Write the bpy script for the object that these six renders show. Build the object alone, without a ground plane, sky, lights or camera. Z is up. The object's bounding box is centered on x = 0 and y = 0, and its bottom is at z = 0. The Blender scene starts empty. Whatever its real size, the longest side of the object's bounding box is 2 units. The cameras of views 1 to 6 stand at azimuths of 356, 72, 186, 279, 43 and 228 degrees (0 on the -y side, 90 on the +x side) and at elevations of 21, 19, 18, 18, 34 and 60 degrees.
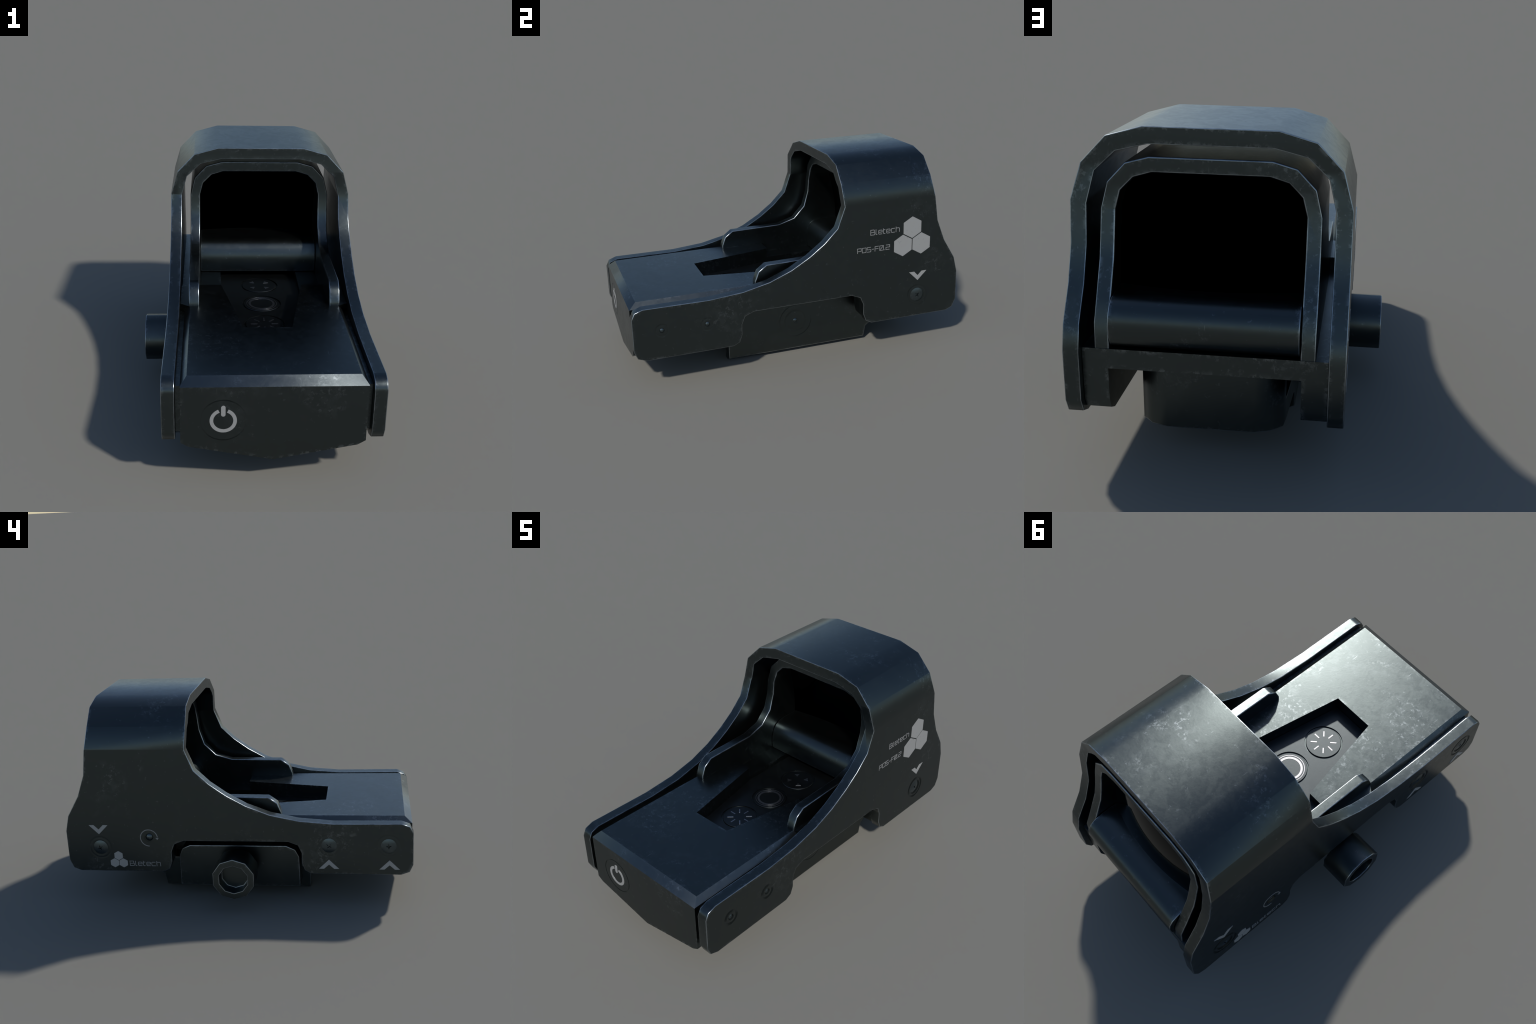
import bpy, bmesh, math, random
from mathutils import Vector, Matrix

random.seed(7)
CX = 0.0655            # centre plane of the sight (the clamp knob sticks out on -x)
scene_coll = bpy.context.scene.collection

# --------------------------------------------------------------------------
# materials
# --------------------------------------------------------------------------
def new_mat(name):
    m = bpy.data.materials.new(name)
    m.use_nodes = True
    nt = m.node_tree
    for n in list(nt.nodes):
        if n.type not in {'BSDF_PRINCIPLED', 'OUTPUT_MATERIAL'}:
            nt.nodes.remove(n)
    return m, nt, nt.nodes['Principled BSDF']

def ramp(nt, src, lo, hi, c0=0.0, c1=1.0):
    r = nt.nodes.new('ShaderNodeMapRange')
    r.interpolation_type = 'SMOOTHSTEP'
    r.inputs['From Min'].default_value = lo
    r.inputs['From Max'].default_value = hi
    r.inputs['To Min'].default_value = c0
    r.inputs['To Max'].default_value = c1
    nt.links.new(src, r.inputs['Value'])
    return r.outputs['Result']

def math_node(nt, op, a, b=None):
    n = nt.nodes.new('ShaderNodeMath')
    n.operation = op
    n.use_clamp = op in {'ADD', 'SUBTRACT', 'MULTIPLY'}
    for i, v in enumerate((a, b)):
        if v is None:
            continue
        if isinstance(v, (int, float)):
            n.inputs[i].default_value = v
        else:
            nt.links.new(v, n.inputs[i])
    return n.outputs[0]

def noise(nt, vec, scale, detail=4.0, rough=0.55, dist=0.0):
    n = nt.nodes.new('ShaderNodeTexNoise')
    n.inputs['Scale'].default_value = scale
    n.inputs['Detail'].default_value = detail
    n.inputs['Roughness'].default_value = rough
    n.inputs['Distortion'].default_value = dist
    nt.links.new(vec, n.inputs['Vector'])
    return n.outputs['Fac']

def metal_mat(name, base, worn, rough=0.36, wear=1.0, edge=1.0, offset=(0, 0, 0), rubbed=0.0):
    """dark anodised metal: chipped speckles, rubbed patches and worn edges"""
    m, nt, b = new_mat(name)
    L = nt.links
    tc = nt.nodes.new('ShaderNodeTexCoord')
    mp = nt.nodes.new('ShaderNodeMapping')
    mp.inputs['Location'].default_value = offset
    L.new(tc.outputs['Object'], mp.inputs['Vector'])
    v = mp.outputs['Vector']
    patch = noise(nt, v, 3.1, 3, 0.6, 0.4)
    grain = noise(nt, v, 38, 5, 0.62, 0.15)
    fine = noise(nt, v, 95, 4, 0.65, 0.2)
    # speckled chips inside the patches
    chips = math_node(nt, 'MULTIPLY', ramp(nt, patch, 0.53, 0.66), ramp(nt, grain, 0.52, 0.60))
    chips = math_node(nt, 'MULTIPLY', chips, ramp(nt, fine, 0.42, 0.56))
    stray = math_node(nt, 'MULTIPLY', ramp(nt, grain, 0.63, 0.69), ramp(nt, fine, 0.44, 0.58))
    chips = math_node(nt, 'MULTIPLY', math_node(nt, 'MAXIMUM', chips, math_node(nt, 'MULTIPLY', stray, 0.75)), 0.40)
    smudge = math_node(nt, 'MULTIPLY', ramp(nt, patch, 0.46, 0.66), ramp(nt, noise(nt, v, 17, 6, 0.7, 0.3), 0.46, 0.66))
    chips = math_node(nt, 'MAXIMUM', chips, math_node(nt, 'MULTIPLY', smudge, 0.11))
    # thin scratches: stretched noise
    mp2 = nt.nodes.new('ShaderNodeMapping')
    mp2.inputs['Rotation'].default_value = (0.6, 0.5, 0.4)
    mp2.inputs['Scale'].default_value = (150, 9, 14)
    L.new(v, mp2.inputs['Vector'])
    scr = noise(nt, mp2.outputs['Vector'], 1.0, 2, 0.5, 0.2)
    scr = math_node(nt, 'MULTIPLY', ramp(nt, scr, 0.70, 0.78), ramp(nt, patch, 0.5, 0.62))
    chips = math_node(nt, 'MAXIMUM', chips, math_node(nt, 'MULTIPLY', scr, 0.6))
    chips = math_node(nt, 'MULTIPLY', chips, wear)
    # worn edges: where the rounded normal leaves the true one
    bv = nt.nodes.new('ShaderNodeBevel')
    bv.samples = 6
    bv.inputs['Radius'].default_value = 0.030
    geo = nt.nodes.new('ShaderNodeNewGeometry')
    dot = nt.nodes.new('ShaderNodeVectorMath')
    dot.operation = 'DOT_PRODUCT'
    L.new(bv.outputs['Normal'], dot.inputs[0])
    L.new(geo.outputs['Normal'], dot.inputs[1])
    near = ramp(nt, math_node(nt, 'SUBTRACT', 1.0, dot.outputs['Value']), 0.0, 0.09)
    crisp = ramp(nt, noise(nt, v, 30, 7, 0.74, 0.2), 0.50, 0.56)
    em = math_node(nt, 'MULTIPLY', near, crisp)
    em = math_node(nt, 'MULTIPLY', em, ramp(nt, noise(nt, v, 5.5, 3, 0.6), 0.40, 0.60, 0.15, 0.75))
    em = math_node(nt, 'MULTIPLY', em, edge)
    mask = math_node(nt, 'MAXIMUM', chips, em)
    if rubbed:      # the rounded edges themselves: coating mostly gone
        bare = ramp(nt, noise(nt, v, 14, 6, 0.7), 0.34, 0.60, rubbed * 0.45, rubbed)
        mask = math_node(nt, 'MAXIMUM', mask, bare)
    # broad, faint tone drift
    drift = noise(nt, v, 1.3, 2, 0.5)
    mixd = nt.nodes.new('ShaderNodeMix'); mixd.data_type = 'RGBA'
    mixd.inputs['A'].default_value = tuple(c * 0.96 for c in base) + (1,)
    mixd.inputs['B'].default_value = tuple(c * 1.04 for c in base) + (1,)
    L.new(drift, mixd.inputs['Factor'])
    mx = nt.nodes.new('ShaderNodeMix'); mx.data_type = 'RGBA'
    L.new(mixd.outputs['Result'], mx.inputs['A'])
    mx.inputs['B'].default_value = worn + (1,)
    L.new(mask, mx.inputs['Factor'])
    L.new(mx.outputs['Result'], b.inputs['Base Color'])
    b.inputs['Metallic'].default_value = 1.0
    # blotchy polish
    blot = noise(nt, v, 13, 7, 0.62, 0.7)
    r = ramp(nt, blot, 0.47, 0.53, rough - 0.012, rough + 0.012)
    r = math_node(nt, 'ADD', r, math_node(nt, 'MULTIPLY', ramp(nt, noise(nt, v, 48, 5, 0.7), 0.44, 0.58), 0.018))
    r = math_node(nt, 'ADD', r, math_node(nt, 'MULTIPLY', chips, 0.06))
    L.new(r, b.inputs['Roughness'])
    bp = nt.nodes.new('ShaderNodeBump')
    bp.inputs['Strength'].default_value = 0.05
    bp.inputs['Distance'].default_value = 0.002
    L.new(fine, bp.inputs['Height'])
    L.new(bp.outputs['Normal'], b.inputs['Normal'])
    return m

BASE = (0.074, 0.087, 0.088)
WORN = (0.24, 0.268, 0.285)
M_SHELL = metal_mat('anodised_shell', BASE, WORN, 0.305)
M_FRAME = metal_mat('anodised_frame', BASE, WORN, 0.305, 1.1, 1.0, (3.1, 0.7, 2.2))
M_BODY = metal_mat('anodised_body', BASE, WORN, 0.298, 0.9, 1.0, (1.7, 4.2, 0.3))
M_MOUNT = metal_mat('anodised_mount', BASE, WORN, 0.325, 0.7, 0.8, (5.3, 1.1, 3.4))
M_EDGE = metal_mat('rubbed_edge', BASE, (0.34, 0.375, 0.40), 0.30, 1.0, 0.0, (0.4, 2.3, 1.9), 0.95)
M_CHAMFER = metal_mat('pale_chamfer', (0.10, 0.116, 0.122), WORN, 0.32, 1.3, 0.7, (0.9, 1.3, 2.7))
M_SCREW = metal_mat('screw_metal', (0.10, 0.122, 0.13), (0.2, 0.23, 0.25), 0.30, 0.4, 0.3)
M_BUTTON = metal_mat('button_metal', (0.055, 0.062, 0.065), (0.12, 0.13, 0.14), 0.37, 0.2, 0.0, (2.2, 3.1, 0.4))

def paint_mat(name, col, rough, metal=0.4):
    m, nt, b = new_mat(name)
    tc = nt.nodes.new('ShaderNodeTexCoord')
    n = noise(nt, tc.outputs['Object'], 60, 5, 0.7, 0.4)
    worn = ramp(nt, n, 0.62, 0.7)
    mx = nt.nodes.new('ShaderNodeMix'); mx.data_type = 'RGBA'
    mx.inputs['A'].default_value = col + (1,)
    mx.inputs['B'].default_value = tuple(c * 0.72 for c in col) + (1,)
    nt.links.new(worn, mx.inputs['Factor'])
    nt.links.new(mx.outputs['Result'], b.inputs['Base Color'])
    b.inputs['Roughness'].default_value = rough
    b.inputs['Metallic'].default_value = metal
    return m
M_PAINT = paint_mat('grey_marking_paint', (0.40, 0.40, 0.395), 0.40)
M_TEXT = paint_mat('thin_marking_paint', (0.29, 0.29, 0.29), 0.42)
M_ICON = paint_mat('icon_paint', (0.36, 0.355, 0.375), 0.32, 1.0)

def lens_mat():
    m, nt, b = new_mat('coated_lens')
    tc = nt.nodes.new('ShaderNodeTexCoord')
    n = noise(nt, tc.outputs['Object'], 4, 2)
    r = ramp(nt, n, 0.3, 0.7, 0.02, 0.04)
    nt.links.new(r, b.inputs['Roughness'])
    b.inputs['Base Color'].default_value = (0.0, 0.0, 0.0, 1)
    b.inputs['Metallic'].default_value = 1.0
    return m
M_LENS = lens_mat()

# --------------------------------------------------------------------------
# geometry helpers
# --------------------------------------------------------------------------
def mesh_from_bm(bm, name):
    bmesh.ops.recalc_face_normals(bm, faces=bm.faces)
    me = bpy.data.meshes.new(name)
    bm.to_mesh(me)
    bm.free()
    return me

def prism(poly, axis, a, b, name='prism'):
    """polygon in the two other axes, swept from a to b along `axis`.
    x: poly is (y, z);  y: poly is (x - CX, z);  z: poly is (x - CX, y)"""
    bm = bmesh.new()
    def pt(p, t):
        if axis == 'x':
            return (t, p[0], p[1])
        if axis == 'y':
            return (CX + p[0], t, p[1])
        return (CX + p[0], p[1], t)
    va = [bm.verts.new(pt(p, a)) for p in poly]
    vb = [bm.verts.new(pt(p, b)) for p in poly]
    n = len(poly)
    bm.faces.new(va)
    bm.faces.new(vb[::-1])
    for i in range(n):
        bm.faces.new((va[i], vb[i], vb[(i + 1) % n], va[(i + 1) % n]))
    return mesh_from_bm(bm, name)

def rect(x0, x1, y0, y1):
    return [(x0, y0), (x1, y0), (x1, y1), (x0, y1)]

def mirrored(half):
    """half outline with x >= 0, from top to bottom -> closed outline"""
    return half + [(-x, z) for x, z in reversed(half) if x > 1e-6]

def temp_obj(me):
    o = bpy.data.objects.new('helper', me)
    scene_coll.objects.link(o)
    return o

def baked(o, mods_clear=True):
    dg = bpy.context.evaluated_depsgraph_get()
    dg.update()
    return bpy.data.meshes.new_from_object(o.evaluated_get(dg))

def boolean(me, cutters, op):
    o = temp_obj(me)
    helpers = []
    for c in cutters:
        h = temp_obj(c)
        helpers.append(h)
        md = o.modifiers.new('b', 'BOOLEAN')
        md.operation = op
        md.solver = 'EXACT'
        md.object = h
    bpy.context.view_layer.update()
    out = baked(o)
    for h in helpers + [o]:
        bpy.data.objects.remove(h)
    return out

def finish_mesh(me, bevel=0.006, seg=2, angle=50, smooth=50, weld=True):
    """dissolve flat leftovers, round hard edges, smooth by angle with weighted normals"""
    bm = bmesh.new()
    bm.from_mesh(me)
    bmesh.ops.remove_doubles(bm, verts=bm.verts, dist=0.0004)
    bmesh.ops.dissolve_limit(bm, angle_limit=math.radians(0.6), verts=bm.verts, edges=bm.edges)
    bmesh.ops.recalc_face_normals(bm, faces=bm.faces)
    bm.to_mesh(me)
    bm.free()
    me.materials.clear()
    me.materials.append(M_SHELL); me.materials.append(M_EDGE)
    o = temp_obj(me)
    if bevel:
        md = o.modifiers.new('bevel', 'BEVEL')
        md.width = bevel
        md.segments = seg
        md.limit_method = 'ANGLE'
        md.angle_limit = math.radians(angle)
        md.use_clamp_overlap = True
        md.material = 1
        md.miter_outer = 'MITER_ARC' if False else 'MITER_SHARP'
    bpy.context.view_layer.update()
    out = baked(o)
    bpy.data.objects.remove(o)
    out.shade_smooth()
    out.set_sharp_from_angle(angle=math.radians(smooth))
    o = temp_obj(out)
    md = o.modifiers.new('wn', 'WEIGHTED_NORMAL')
    md.mode = 'FACE_AREA'
    md.weight = 60
    md.keep_sharp = True
    bpy.context.view_layer.update()
    out2 = baked(o)
    bpy.data.objects.remove(o)
    return out2

ROOT = bpy.data.objects.new('reflex_sight', None)
scene_coll.objects.link(ROOT)
ROOT['label'] = 'dark metal reflex sight with hooded lens and rail clamp'
ROOT['category'] = 'gun sight'

def add(name, me, mat, parent=ROOT, loc=None, rot=None):
    me.name = name
    if len(me.materials) >= 2:          # slot 0: surface, slot 1: rubbed edges
        me.materials[0] = mat
        me.materials[1] = M_EDGE
    else:
        me.materials.clear()
        me.materials.append(mat)
    o = bpy.data.objects.new(name, me)
    scene_coll.objects.link(o)
    o.parent = parent
    if rot is not None:
        o.rotation_euler = rot
    if loc is not None:
        o.location = loc
    return o

def cylinder(center, axis, r0, r1, a, b, n=32, phase=0.0):
    """cone frustum along axis from a (radius r0) to b (radius r1)"""
    bm = bmesh.new()
    rings = []
    for t, r in ((a, r0), (b, r1)):
        ring = []
        for i in range(n):
            an = phase + 2 * math.pi * i / n
            c, s = r * math.cos(an), r * math.sin(an)
            if axis == 'x':
                p = (t, center[0] + c, center[1] + s)
            elif axis == 'y':
                p = (center[0] + c, t, center[1] + s)
            else:
                p = (center[0] + c, center[1] + s, t)
            ring.append(bm.verts.new(p))
        rings.append(ring)
    bm.faces.new(rings[0]); bm.faces.new(rings[1][::-1])
    for i in range(n):
        bm.faces.new((rings[0][i], rings[1][i], rings[1][(i + 1) % n], rings[0][(i + 1) % n]))
    return mesh_from_bm(bm, 'cyl')

def v_groove(center, axis, ro, rm, ri, face, depth, out, n=40):
    """cutter for an annular V groove; `face` is the surface, `out` (+1/-1) its outward side"""
    prof = [(ro + (ro - rm) * 0.5, face + out * depth * 0.5), (rm, face - out * depth), (ri - (rm - ri) * 0.5, face + out * depth * 0.5)]
    bm = bmesh.new()
    rings = []
    for r, t in prof:
        ring = []
        for i in range(n):
            an = 2 * math.pi * i / n
            c, s = r * math.cos(an), r * math.sin(an)
            ring.append(bm.verts.new((t, center[0] + c, center[1] + s) if axis == 'x' else ((center[0] + c, t, center[1] + s) if axis == 'y' else (center[0] + c, center[1] + s, t))))
        rings.append(ring)
    for a, b in ((0, 1), (1, 2), (2, 0)):
        for i in range(n):
            j = (i + 1) % n
            bm.faces.new((rings[a][i], rings[a][j], rings[b][j], rings[b][i]))
    return mesh_from_bm(bm, 'groove')

def ring_prism(center, axis, ro, ri, a, b, n=48):
    bm = bmesh.new()
    vs = []
    for t in (a, b):
        for r in (ro, ri):
            ring = []
            for i in range(n):
                an = 2 * math.pi * i / n
                c, s = r * math.cos(an), r * math.sin(an)
                if axis == 'x':
                    p = (t, center[0] + c, center[1] + s)
                elif axis == 'y':
                    p = (center[0] + c, t, center[1] + s)
                else:
                    p = (center[0] + c, center[1] + s, t)
                ring.append(bm.verts.new(p))
            vs.append(ring)
    ao, ai, bo, bi = vs
    for i in range(n):
        j = (i + 1) % n
        bm.faces.new((ao[i], ao[j], ai[j], ai[i]))
        bm.faces.new((bo[i], bi[i], bi[j], bo[j]))
        bm.faces.new((ao[i], bo[i], bo[j], ao[j]))
        bm.faces.new((ai[i], ai[j], bi[j], bi[i]))
    return mesh_from_bm(bm, 'ring')

# --------------------------------------------------------------------------
# profiles (y, z) and sections (x from the centre plane, z)
# --------------------------------------------------------------------------
RAIL_CUT = [(0.432, 0.203), (0.394, 0.222), (0.377, 0.267), (0.377, 0.328), (0.357, 0.375), (0.302, 0.397),
            (-0.302, 0.397), (-0.357, 0.375), (-0.377, 0.328), (-0.377, 0.267), (-0.394, 0.222), (-0.432, 0.203)]
SIDE_OUTLINE = [(0.819, 1.30), (0.819, 1.16), (0.817, 1.072), (0.835, 0.955), (0.857, 0.795), (0.905, 0.668), (0.977, 0.547),
                (1.0, 0.453), (1.0, 0.27), (0.978, 0.221), (0.934, 0.203)] + RAIL_CUT + [
                (-0.934, 0.203), (-0.981, 0.221), (-1.0, 0.265), (-1.0, 0.455), (-0.981, 0.493), (-0.934, 0.510),
                (-0.56, 0.508), (-0.365, 0.524), (-0.204, 0.559), (-0.071, 0.611), (0.039, 0.674), (0.132, 0.742),
                (0.213, 0.822), (0.258, 0.944), (0.249, 1.072), (0.255, 1.16), (0.256, 1.30)]
HOOD_OUT = [(0.229, 1.200), (0.3555, 1.165), (0.4465, 1.071), (0.4825, 0.945), (0.4825, 0.10)]
HOOD_IN = [(0.212, 1.140), (0.3235, 1.113), (0.397, 1.044), (0.4245, 0.935), (0.4245, 0.10)]

def arch(outer, inner):
    left = [(-x, z) for x, z in reversed(outer)]
    inn = list(reversed(inner)) + [(-x, z) for x, z in inner]
    return left + outer + inn

hood = prism(arch(HOOD_OUT, HOOD_IN), 'y', -1.2, 1.2)
hood = boolean(hood, [prism(SIDE_OUTLINE, 'x', -0.8, 0.9)], 'INTERSECT')

# countersinks for screws, pins and the adjuster hole
XR, XL = CX + 0.4825, CX - 0.4825
RIGHT_PINS = [(-0.836, 0.369), (-0.577, 0.364)]
RIGHT_SCREWS = [(0.733, 0.337)]
LEFT_SCREWS = [(0.802, 0.351), (-0.533, 0.375), (-0.864, 0.375)]
ADJUSTER = (0.504, 0.416)
hood = finish_mesh(hood, 0.0055, 2, 50, 50)
sinks = []
for c in RIGHT_PINS:
    sinks.append(v_groove(c, 'x', 0.046, 0.038, 0.030, XR, 0.0085, 1))
for c in RIGHT_SCREWS:
    sinks.append(v_groove(c, 'x', 0.071, 0.063, 0.055, XR, 0.0085, 1))
for c in LEFT_SCREWS:
    sinks.append(v_groove(c, 'x', 0.075, 0.067, 0.059, XL, 0.0085, -1))
for c in RIGHT_PINS:
    sinks.append(cylinder(c, 'x', 0.0150, 0.0190, XR - 0.0060, XR + 0.002))
for c in RIGHT_SCREWS:
    sinks.append(cylinder(c, 'x', 0.0440, 0.0500, XR - 0.0060, XR + 0.002))
for c in LEFT_SCREWS:
    sinks.append(cylinder(c, 'x', 0.0440, 0.0500, XL + 0.0060, XL - 0.002))
sinks.append(cylinder(ADJUSTER, 'x', 0.025, 0.029, XL + 0.011, XL - 0.003))
hood = boolean(hood, sinks, 'DIFFERENCE')
def reweight(me, smooth=50):
    me.shade_smooth()
    me.set_sharp_from_angle(angle=math.radians(smooth))
    o = temp_obj(me)
    md = o.modifiers.new('wn', 'WEIGHTED_NORMAL')
    md.mode = 'FACE_AREA'
    md.weight = 60
    md.keep_sharp = True
    bpy.context.view_layer.update()
    out = baked(o)
    bpy.data.objects.remove(o)
    return out
hood = reweight(hood, 40)
def soft_shoulders(me, outline):
    """give the shoulder corners the mean of their two facets' normals"""
    pts = [(0.0, outline[0][1])] + outline
    soft = []
    for i in range(1, len(pts) - 1):
        def nrm(a, b):
            d = Vector((b[0] - a[0], b[1] - a[1])); return Vector((-d.y, d.x)).normalized()
        m = (nrm(pts[i - 1], pts[i]) + nrm(pts[i], pts[i + 1])).normalized()
        if i == len(pts) - 2:
            m = Vector((1.0, 0.0))
        soft.append((pts[i], Vector((abs(m.x), abs(m.y)))))
    norms = [Vector(c.vector) for c in me.corner_normals]
    for l in me.loops:
        co = me.vertices[l.vertex_index].co
        for (px, pz), m in soft:
            sx = 1.0 if co.x > CX else -1.0
            if abs(abs(co.x - CX) - px) < 0.0008 and abs(co.z - pz) < 0.0008:
                norms[l.index] = Vector((sx * m.x, 0.0, m.y))
    me.normals_split_custom_set([tuple(n) for n in norms])
soft_shoulders(hood, HOOD_OUT)
HOOD = add('hood_shell', hood, M_SHELL)

# inner lens frame with two forward arms
FRAME_OUT = [(0.2095, 1.099), (0.2925, 1.076), (0.357, 1.008), (0.380, 0.915), (0.380, 0.30)]
FRAME_IN = [(0.1995, 1.045), (0.264, 1.026), (0.310, 0.980), (0.3275, 0.913), (0.3275, 0.30)]
FRAME_SIDE = [(0.822, 1.2), (0.820, 1.0), (0.828, 0.915), (0.850, 0.815), (0.868, 0.748), (0.922, 0.630), (0.962, 0.548), (0.968, 0.452),
              (0.0, 0.452), (0.0, 0.508), (-0.2600, 0.508), (-0.2590, 0.535), (-0.238, 0.590), (-0.187, 0.6275), (0.135, 0.6315), (0.243, 0.663),
              (0.314, 0.737), (0.343, 0.835), (0.353, 0.96), (0.355, 1.2)]
frame = prism(arch(FRAME_OUT, FRAME_IN), 'y', -1.0, 1.2)
frame = boolean(frame, [prism(FRAME_SIDE, 'x', -0.8, 0.9)], 'INTERSECT')
add('lens_frame', finish_mesh(frame, 0.005, 2, 50, 50), M_FRAME)

# base block under the lens: rounded front and rear edges
EMIT = [(0.335, 0.462), (0.329, 0.50), (0.331, 0.548), (0.342, 0.588), (0.362, 0.616), (0.392, 0.634), (0.435, 0.641),
        (0.850, 0.642), (0.897, 0.639), (0.934, 0.631), (0.962, 0.613), (0.981, 0.583), (0.987, 0.545), (0.982, 0.504), (0.966, 0.474), (0.945, 0.463)]
add('lens_base', finish_mesh(prism(EMIT, 'x', CX - 0.325, CX + 0.325), 0.004, 2, 60, 45), M_FRAME)

# thick curved lens
def lens_mesh():
    zs = [0.60 + 0.50 * i / 20 for i in range(21)]
    def edge_front(z):
        t = max(0.0, z - 0.637)
        return 0.541 - 0.53 * t * t
    def edge_rear(z):
        t = max(0.0, z - 0.64)
        return 0.808 - 0.16 * t - 0.20 * t * t
    nx = 24
    bm = bmesh.new()
    grids = []
    for fn, bulge, extra in ((edge_front, 0.034, 0.0), (edge_rear, 0.045, 0.010)):
        g = []
        for z in zs:
            row = []
            for i in range(nx + 1):
                x = -0.36 + 0.72 * i / nx
                row.append(bm.verts.new((CX + x, fn(z) + (bulge + extra * math.sin(math.pi * min(1.0, max(0.0, (z - 0.64) / 0.42)))) * (1 - (x / 0.327) ** 2), z)))
            g.append(row)
        grids.append(g)
    F, R = grids
    nz = len(zs) - 1
    for j in range(nz):
        for i in range(nx):
            bm.faces.new((F[j][i], F[j][i + 1], F[j + 1][i + 1], F[j + 1][i]))
            bm.faces.new((R[j][i], R[j + 1][i], R[j + 1][i + 1], R[j][i + 1]))
    for i in range(nx):
        bm.faces.new((F[0][i], R[0][i], R[0][i + 1], F[0][i + 1]))
        bm.faces.new((F[nz][i], F[nz][i + 1], R[nz][i + 1], R[nz][i]))
    for j in range(nz):
        bm.faces.new((F[j][0], F[j + 1][0], R[j + 1][0], R[j][0]))
        bm.faces.new((F[j][nx], R[j][nx], R[j + 1][nx], F[j + 1][nx]))
    return mesh_from_bm(bm, 'lens')
LENS_SEC = mirrored([(0.2010, 1.049), (0.2665, 1.029), (0.3135, 0.982), (0.3315, 0.9135), (0.3315, 0.638)])
lens = boolean(lens_mesh(), [prism(LENS_SEC, 'y', 0.2, 1.0)], 'INTERSECT')
lens.shade_smooth()
lens.set_sharp_from_angle(angle=math.radians(40))
add('lens', lens, M_LENS)

# --------------------------------------------------------------------------
# housing: front electronics box, deck, rear crossbar and legs
# --------------------------------------------------------------------------
BOX = mirrored([(0.373, 0.517), (0.401, 0.485), (0.402, 0.212), (0.367, 0.191), (0.0, 0.121)])
body = prism(BOX, 'y', -0.9955, 0.010)
cuts = [prism([(-1.05, 0.4372), (-0.9467, 0.5235), (-1.05, 0.60)], 'x', -0.8, 0.9),         # front top chamfer
        prism([(-0.371, 0.0), (-0.371, 0.386), (0.2, 0.386), (0.2, 0.0)], 'x', -0.8, 0.9)]
body = boolean(body, cuts, 'DIFFERENCE')
fill_r = [(0.37, -0.262), (0.4228, -0.225), (0.4228, 0.0095), (0.37, 0.0095)]
fill_l = [(-x, y) for x, y in reversed(fill_r)]
leg = [(0.9695, 0.40), (0.9695, 0.27), (0.953, 0.229), (0.915, 0.211), (0.43, 0.211), (0.394, 0.232), (0.385, 0.272), (0.385, 0.32), (0.37, 0.365), (0.33, 0.40)]
front_leg = [(-0.962, 0.472), (-0.962, 0.25), (-0.93, 0.222), (-0.43, 0.222), (-0.394, 0.24), (-0.383, 0.272), (-0.383, 0.32), (-0.366, 0.372), (-0.33, 0.392), (-0.20, 0.40), (-0.20, 0.472)]
slab = prism(rect(-0.4232, 0.4232, 0.386, 0.459), 'y', -0.02, 0.970)
parts = [slab,
         prism(fill_r, 'z', 0.395, 0.5155), prism(fill_l, 'z', 0.395, 0.5155),
         prism(leg, 'x', CX - 0.423, CX - 0.3335), prism(leg, 'x', CX + 0.3335, CX + 0.423),
         prism(front_leg, 'x', CX - 0.423, CX - 0.3335), prism(front_leg, 'x', CX + 0.3335, CX + 0.423)]
body = boolean(body, parts, 'UNION')
recess = [(-0.118, -0.501), (0.118, -0.501), (0.2135, 0.011), (0.2135, 0.70), (-0.2135, 0.70), (-0.2135, 0.011)]
body = boolean(body, [prism(recess, 'z', 0.425, 0.60)], 'DIFFERENCE')
body = finish_mesh(body, 0.003, 2, 28, 35)
PB = (-0.152, 0.322)
BUTTONS = [(CX, 0.202), (CX, -0.044), (CX, -0.289)]
gro = [v_groove(PB, 'y', 0.1010, 0.0980, 0.0950, -0.9955, 0.005, -1)]
body = boolean(body, gro, 'DIFFERENCE')
body = reweight(body, 35)
body.materials.append(M_CHAMFER)
for p in body.polygons:      # chamfers round the deck get the paler base colour
    n = p.normal
    if p.center.z > 0.47 and p.center.y < -0.2 and 0.35 < n.z < 0.92 and max(abs(n.x), -n.y) > 0.35 and p.area > 0.004:
        p.material_index = 2
norms = [Vector(c.vector) for c in body.corner_normals]
for p in body.polygons:
    if p.material_index == 2:       # chamfers roll into each other at the front corners
        for li in p.loop_indices:
            co = body.vertices[body.loops[li].vertex_index].co
            if co.y < -0.9 and abs(co.x - CX) > 0.33:
                side = math.copysign(1.0, co.x - CX)
                if abs(p.normal.x) > 0.4:
                    norms[li] = Vector((side * 0.66, -0.14, 0.73)).normalized()
                else:
                    norms[li] = Vector((side * 0.27, -0.62, 0.74)).normalized()
body.normals_split_custom_set([tuple(n) for n in norms])
BODY = add('housing', body, M_BODY)
inset = 0.0015
panel_plan = [(-0.1165, -0.4995), (0.1165, -0.4995), (0.2120, 0.011), (0.2120, 0.699), (-0.2120, 0.699), (-0.2120, 0.011)]
panel = prism(panel_plan, 'z', 0.420, 0.431)
panel = boolean(panel, [ring_prism(c, 'z', 0.1030, 0.0900, 0.4220, 0.45) for c in BUTTONS], 'DIFFERENCE')
panel = reweight(panel, 35)
PANEL = add('control_panel', panel, M_BUTTON, BODY)

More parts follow.
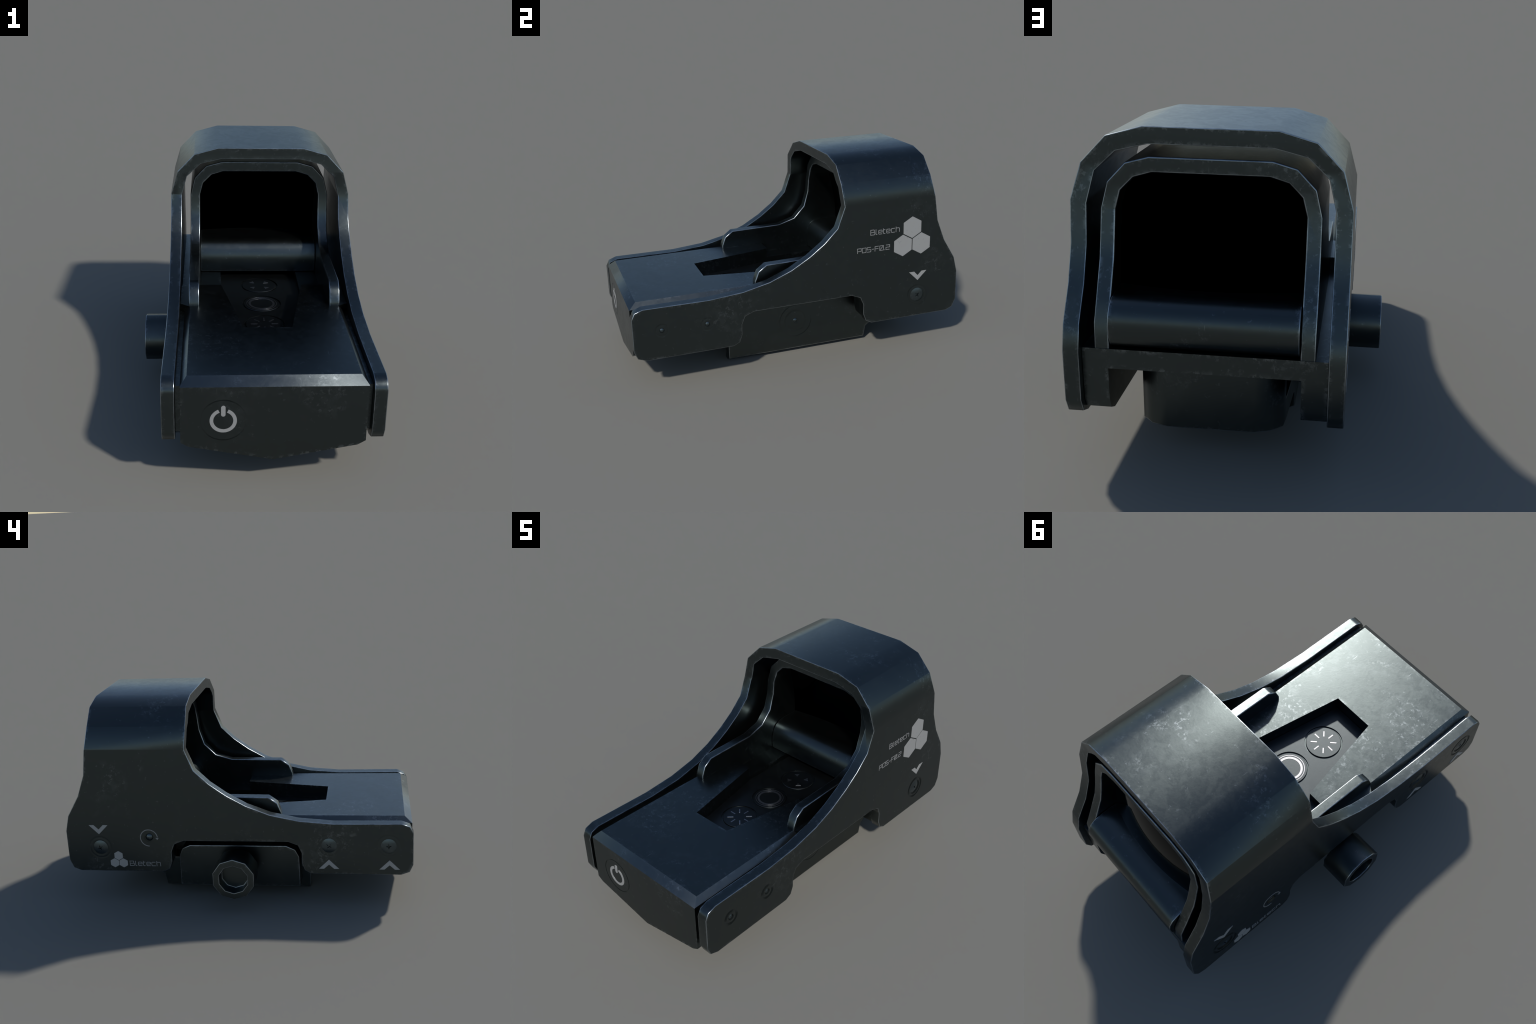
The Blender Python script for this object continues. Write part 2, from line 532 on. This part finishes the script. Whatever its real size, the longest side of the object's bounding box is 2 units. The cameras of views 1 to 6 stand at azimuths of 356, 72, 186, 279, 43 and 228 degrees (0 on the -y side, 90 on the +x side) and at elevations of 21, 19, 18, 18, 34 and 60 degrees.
# --------------------------------------------------------------------------
# rail mount, clamp and knob
# --------------------------------------------------------------------------
PLAN = [(0.275, -0.409), (0.275, 0.53), (0.266, 0.74), (0.260, 0.803), (0.218, 0.844), (0.158, 0.8645)]
plan = PLAN + [(-x, y) for x, y in reversed(PLAN)]
mount = prism(plan, 'z', 0.0, 0.392)
rear_step = prism([(0.466, -0.02), (0.488, 0.088), (0.525, 0.1125), (1.2, 0.1125), (1.2, -0.02)], 'x', -0.8, 0.9)
wedge = [(0.225, -0.005), (0.285, 0.0275), (0.285, -0.005)]
mount = boolean(mount, [rear_step, prism(wedge, 'y', -0.6, 0.6), prism([(-x, z) for x, z in reversed(wedge)], 'y', -0.6, 0.6)], 'DIFFERENCE')
notch = prism(rect(-0.30, -0.165, -0.5, 0.752), 'z', 0.205, 0.45)
rail = prism([(-0.17, -0.05), (0.17, -0.05), (0.21, 0.05), (0.13, 0.085), (-0.13, 0.085), (-0.21, 0.05)], 'y', -0.6, 0.62)
mount = boolean(mount, [notch, rail], 'DIFFERENCE')
mount = finish_mesh(mount, 0.004, 2, 50, 40)
XM = CX + 0.275
mount = boolean(mount, [v_groove((0.019, 0.202), 'x', 0.1040, 0.1010, 0.0980, XM, 0.005, 1),
                        v_groove((0.019, 0.202), 'x', 0.0740, 0.0660, 0.0580, XM, 0.0090, 1),
                        cylinder((0.019, 0.202), 'x', 0.0180, 0.0235, XM - 0.0065, XM + 0.001)], 'DIFFERENCE')
mount = reweight(mount, 40)
MOUNT = add('rail_mount', mount, M_MOUNT)

CLAMP = [(-0.356, 0.072), (-0.354, 0.262), (-0.331, 0.305), (-0.278, 0.329), (0.291, 0.328), (0.338, 0.307), (0.358, 0.262), (0.360, 0.072)]
CL = add('clamp_plate', finish_mesh(prism(CLAMP, 'x', -0.318, -0.150), 0.005, 2, 50, 40), M_MOUNT)

knob = cylinder((0.0, 0.2205), 'x', 0.1235, 0.1235, -0.5505, -0.388, 10, math.pi / 2)
knob = boolean(knob, [cylinder((0.0, 0.2205), 'x', 0.085, 0.082, -0.60, -0.480, 10, math.pi / 2)], 'DIFFERENCE')
KN = add('clamp_knob', finish_mesh(knob, 0.004, 2, 50, 40), M_MOUNT)
stem = cylinder((0.0, 0.2205), 'x', 0.066, 0.066, -0.392, -0.312, 20)
add('threaded_stem', reweight(stem, 40), M_MOUNT, KN)

# --------------------------------------------------------------------------
# screws, pins and adjuster
# --------------------------------------------------------------------------
def screw_mesh(r=0.043, h=0.0065, cross=0.024, slot=0.0065, washer=0.0):
    """domed head with a cross slot; axis +x, seat at x = 0"""
    bm = bmesh.new()
    rings = []
    nr, n = 5, 28
    R = (r * r + h * h) / (2 * h)
    for k in range(nr + 1):
        rr = r * (1 - k / (nr + 1))
        x = math.sqrt(R * R - rr * rr) - (R - h)
        rings.append([bm.verts.new((x, rr * math.cos(2 * math.pi * i / n), rr * math.sin(2 * math.pi * i / n))) for i in range(n)])
    base = [bm.verts.new((-0.006, r * math.cos(2 * math.pi * i / n), r * math.sin(2 * math.pi * i / n))) for i in range(n)]
    bm.faces.new(base)
    rings = [base] + rings
    for a, b in zip(rings, rings[1:]):
        for i in range(n):
            bm.faces.new((a[i], a[(i + 1) % n], b[(i + 1) % n], b[i]))
    top = bm.verts.new((h, 0, 0))
    for i in range(n):
        bm.faces.new((rings[-1][i], rings[-1][(i + 1) % n], top))
    me = mesh_from_bm(bm, 'screw')
    if cross:
        def star(a0):
            bm = bmesh.new()
            pts = []
            for k in range(8):
                an = a0 + k * math.pi / 4
                rad = cross if k % 2 == 0 else slot * 1.15
                pts.append((rad * math.cos(an), rad * math.sin(an)))
            lo = [bm.verts.new((h - 0.012, y * 0.35, z * 0.35)) for y, z in pts]
            hi = [bm.verts.new((h + 0.006, y, z)) for y, z in pts]
            bm.faces.new(lo); bm.faces.new(hi[::-1])
            for i in range(8):
                bm.faces.new((lo[i], hi[i], hi[(i + 1) % 8], lo[(i + 1) % 8]))
            return mesh_from_bm(bm, 'star')
        me = boolean(me, [star(0.0)], 'DIFFERENCE')
    me.shade_smooth()
    me.set_sharp_from_angle(angle=math.radians(35))
    return me

SCREW = screw_mesh()
PIN = screw_mesh(0.0135, 0.0050, 0)
ADJ = screw_mesh(0.0225, 0.009, 0)
SCREW.materials.append(M_SCREW); PIN.materials.append(M_SCREW); ADJ.materials.append(M_SCREW)
def place(name, me, x, yz, facing, roll, parent):
    o = bpy.data.objects.new(name, me)
    scene_coll.objects.link(o)
    o.parent = parent
    o.location = (x, yz[0], yz[1])
    o.rotation_euler = (roll, 0, 0) if facing > 0 else (roll, 0, math.pi)
    return o
for k, c in enumerate(RIGHT_SCREWS):
    place('screw', SCREW, XR - 0.0060, c, 1, 0.72, HOOD)
for k, c in enumerate(LEFT_SCREWS):
    place('screw', SCREW, XL + 0.0060, c, -1, (0.42, 0.95, 0.08)[k], HOOD)
for c in RIGHT_PINS:
    place('locking_pin', PIN, XR - 0.0060, c, 1, 0.3, HOOD)
place('locking_pin', PIN, XM - 0.0062, (0.019, 0.202), 1, 0.3, MOUNT)
place('adjuster_screw', ADJ, XL + 0.0105, ADJUSTER, -1, 0.2, HOOD)

# --------------------------------------------------------------------------
# flat markings: thin raised solids laid on a face
# --------------------------------------------------------------------------
class Face2D:
    """maps (u, v) on a surface plane to space; solids stand `h` proud of it"""
    def __init__(self, origin, u, v, n):
        self.o, self.u, self.v, self.n = Vector(origin), Vector(u), Vector(v), Vector(n)
        self.bm = bmesh.new()
    def pt(self, p, h):
        return self.o + self.u * p[0] + self.v * p[1] + self.n * h
    def solid(self, poly, h=0.0013, sink=0.002):
        lo = [self.bm.verts.new(self.pt(p, -sink)) for p in poly]
        hi = [self.bm.verts.new(self.pt(p, h)) for p in poly]
        self.bm.faces.new(lo); self.bm.faces.new(hi[::-1])
        n = len(poly)
        for i in range(n):
            self.bm.faces.new((lo[i], hi[i], hi[(i + 1) % n], lo[(i + 1) % n]))
    def strip(self, pts, t, closed=False, h=0.0013, sink=0.002):
        """mitred stroke of width t along a polyline, as a run of quads"""
        n = len(pts)
        L, R = [], []
        for i in range(n):
            p = Vector(pts[i])
            a = Vector(pts[(i - 1) % n]) if (closed or i > 0) else None
            b = Vector(pts[(i + 1) % n]) if (closed or i < n - 1) else None
            d1 = (p - a).normalized() if a is not None else (b - p).normalized()
            d2 = (b - p).normalized() if b is not None else d1
            n1 = Vector((-d1.y, d1.x)); n2 = Vector((-d2.y, d2.x))
            m = (n1 + n2)
            m = m / max(0.3, m.length_squared) * 2
            L.append(p + m * t / 2); R.append(p - m * t / 2)
        segs = n if closed else n - 1
        top = [[self.bm.verts.new(self.pt(q, h)) for q in S] for S in (L, R)]
        bot = [[self.bm.verts.new(self.pt(q, -sink)) for q in S] for S in (L, R)]
        for i in range(segs):
            j = (i + 1) % n
            self.bm.faces.new((top[0][i], top[0][j], top[1][j], top[1][i]))
            self.bm.faces.new((bot[0][i], bot[1][i], bot[1][j], bot[0][j]))
            self.bm.faces.new((top[0][i], bot[0][i], bot[0][j], top[0][j]))
            self.bm.faces.new((top[1][i], top[1][j], bot[1][j], bot[1][i]))
        if not closed:
            for i in (0, n - 1):
                self.bm.faces.new((top[0][i], top[1][i], bot[1][i], bot[0][i]))
    def done(self, name, parent, mat=None):
        me = mesh_from_bm(self.bm, name)
        return add(name, me, mat or M_PAINT, parent)

def arc(cx, cy, r, a0, a1, n=24):
    return [(cx + r * math.cos(math.radians(a0 + (a1 - a0) * i / n)), cy + r * math.sin(math.radians(a0 + (a1 - a0) * i / n))) for i in range(n + 1)]

T = 0.125
W = 0.92
GLYPH = {   # strokes in a box of cap height 1: (points, closed)
    'B': (W, [([(0, 0), (W - .1, 0), (W, .1), (W, .42), (W - .06, .5), (W - .14, .58), (W - .1, .9), (W - .2, 1), (0, 1)], True), ([(T / 2, .5), (W - .15, .5)], False)]),
    'l': (.34, [([(0, 1.05), (0, .12), (.12, 0), (.3, 0)], False)]),
    'e': (.82, [([(.8, 0), (.12, 0), (0, .12), (0, .66), (.12, .78), (.68, .78), (.8, .66), (.8, .38), (T / 2, .38)], False)]),
    't': (.46, [([(0, 1.05), (0, .12), (.12, 0), (.42, 0)], False), ([(T / 2, .78), (.42, .78)], False)]),
    'c': (.82, [([(.8, .78), (.12, .78), (0, .66), (0, .12), (.12, 0), (.8, 0)], False)]),
    'h': (.82, [([(0, 1.05), (0, -.05)], False), ([(T / 2, .78), (.66, .78), (.78, .66), (.78, -.05)], False)]),
    'P': (W, [([(0, -.06), (0, 1), (W, 1), (W, .4), (T / 2, .4)], False)]),
    'O': (W, [([(0, 0), (W, 0), (W, 1), (0, 1)], True)]),
    'S': (W, [([(W, 1), (.1, 1), (0, .9), (0, .6), (.1, .5), (W - .1, .5), (W, .4), (W, .1), (W - .1, 0), (0, 0)], False)]),
    '-': (.5, [([(0, .5), (.5, .5)], False)]),
    'F': (W, [([(0, -.06), (0, 1), (W, 1)], False), ([(T / 2, .5), (W * .9, .5)], False)]),
    '0': (W, [([(0, 0), (W, 0), (W, 1), (0, 1)], True), ([(.16, .17), (W - .16, .83)], False)]),
    '.': (.1, [([(0, 0.0), (.14, 0.0)], False)]),
    '2': (W, [([(0, 1), (W, 1), (W, .5), (0, .5), (0, 0), (W, 0)], False)]),
}
def write(face, text, u0, v0, width, height):
    gap = 0.26
    total = sum(GLYPH[c][0] for c in text) + gap * (len(text) - 1)
    su = width / total
    u = u0
    for c in text:
        w, strokes = GLYPH[c]
        for pts, closed in strokes:
            face.strip([(u + x * su, v0 + y * height) for x, y in pts], T * height, closed)
        u += (w + gap) * su

def hexagon(cx, cy, r):
    return [(cx + r * math.sin(math.pi / 3 * k), cy + r * math.cos(math.pi / 3 * k)) for k in range(6)]

def right_face():
    return Face2D((XR, 0, 0), (0, 1, 0), (0, 0, 1), (1, 0, 0))
def left_face():      # u runs towards -y so that writing reads from outside
    return Face2D((XL, 0, 0), (0, -1, 0), (0, 0, 1), (-1, 0, 0))

f = right_face()
for c in ((0.689, 0.7715), (0.629, 0.6665), (0.7495, 0.6665)):
    f.solid(hexagon(c[0], c[1], 0.0665))
f.done('hexagon_emblem', HOOD)
f = right_face(); write(f, 'Bletech', 0.419, 0.757, 0.186, 0.030); f.done('lettering', HOOD, M_TEXT)
f = right_face(); write(f, 'POS-F0.2', 0.336, 0.656, 0.206, 0.028); f.done('lettering', HOOD, M_TEXT)
f = right_face(); f.solid([(0.675, 0.4895), (0.709, 0.4895), (0.7325, 0.464), (0.759, 0.4895), (0.790, 0.4895), (0.7325, 0.433)]); f.done('chevron_mark', HOOD)

f = left_face()
for c in ((-0.697, 0.3015), (-0.7235, 0.2555), (-0.6705, 0.2555)):
    f.solid(hexagon(c[0], c[1], 0.0288))
f.done('hexagon_emblem', HOOD)
f = left_face(); write(f, 'Bletech', -0.632, 0.239, 0.184, 0.029); f.done('lettering', HOOD, M_TEXT)
f = left_face(); f.solid([(-0.858, 0.493), (-0.829, 0.493), (-0.801, 0.4655), (-0.773, 0.493), (-0.744, 0.493), (-0.801, 0.436)]); f.done('chevron_mark', HOOD)
for y in (-0.531, -0.8695):
    f = left_face()
    u = -y
    f.solid([(u - 0.057, 0.2355), (u - 0.029, 0.2355), (u, 0.262), (u + 0.029, 0.2355), (u + 0.057, 0.2355), (u, 0.292)])
    f.done('chevron_mark', HOOD)
f = left_face()
f.strip(arc(-0.504, 0.415, 0.0505, 270, 5, 36), 0.0050)
f.solid([(-0.4655, 0.4155), (-0.4455, 0.4155), (-0.4555, 0.4025)])
f.done('turn_arrow', HOOD, M_TEXT)

# power button on the front face
pb_face = lambda: Face2D((0, -0.9955, 0), (1, 0, 0), (0, 0, 1), (0, -1, 0))
f = pb_face()
px, pz = -0.1525, 0.3205
f.strip(arc(px, pz, 0.0505, 112, 428, 40), 0.0155)
f.solid(arc(px, pz + 0.0635, 0.0095, 0, 180, 10) + arc(px, pz + 0.030, 0.0095, 180, 360, 10))
f.done('power_symbol', BODY)

# control buttons in the recess
def disc(c, r, z0, z1, n=48):
    bm = bmesh.new()
    prof = [(r, z0), (r, z1 - 0.0015), (r - 0.002, z1)]
    rings = [[bm.verts.new((c[0] + q * math.cos(2 * math.pi * i / n), c[1] + q * math.sin(2 * math.pi * i / n), z)) for i in range(n)] for q, z in prof]
    for a, b in zip(rings, rings[1:]):
        for i in range(n):
            bm.faces.new((a[i], a[(i + 1) % n], b[(i + 1) % n], b[i]))
    bm.faces.new(rings[-1]); bm.faces.new(rings[0][::-1])
    return mesh_from_bm(bm, 'disc')
ZB = 0.4316
btn = []
for c in BUTTONS:
    btn.append(add('control_button', disc(c, 0.0945, 0.4205, ZB), M_BUTTON, BODY))
top = lambda c: Face2D((c[0], c[1], ZB), (1, 0, 0), (0, 1, 0), (0, 0, 1))
f = top(BUTTONS[0])
for k in range(4):
    an = math.pi / 4 + k * math.pi / 2
    ca, sa = math.cos(an), math.sin(an)
    loc = [(0.036, 0.0), (0.060, 0.0145), (0.060, -0.0145)]
    f.solid([(ca * a - sa * b, sa * a + ca * b) for a, b in loc])
f.done('arrow_symbol', btn[0], M_ICON)
f = top(BUTTONS[1])
f.strip(arc(0, 0, 0.0790, 0, 360, 48)[:-1], 0.0032, True)
f.strip(arc(0, 0, 0.0640, 0, 360, 48)[:-1], 0.0115, True)
f.done('ring_symbol', btn[1], M_ICON)
f = top(BUTTONS[2])
for k in range(8):
    an = k * math.pi / 4
    f.strip([(0.036 * math.cos(an), 0.036 * math.sin(an)), (0.069 * math.cos(an), 0.069 * math.sin(an))], 0.0062)
f.done('brightness_symbol', btn[2], M_ICON)
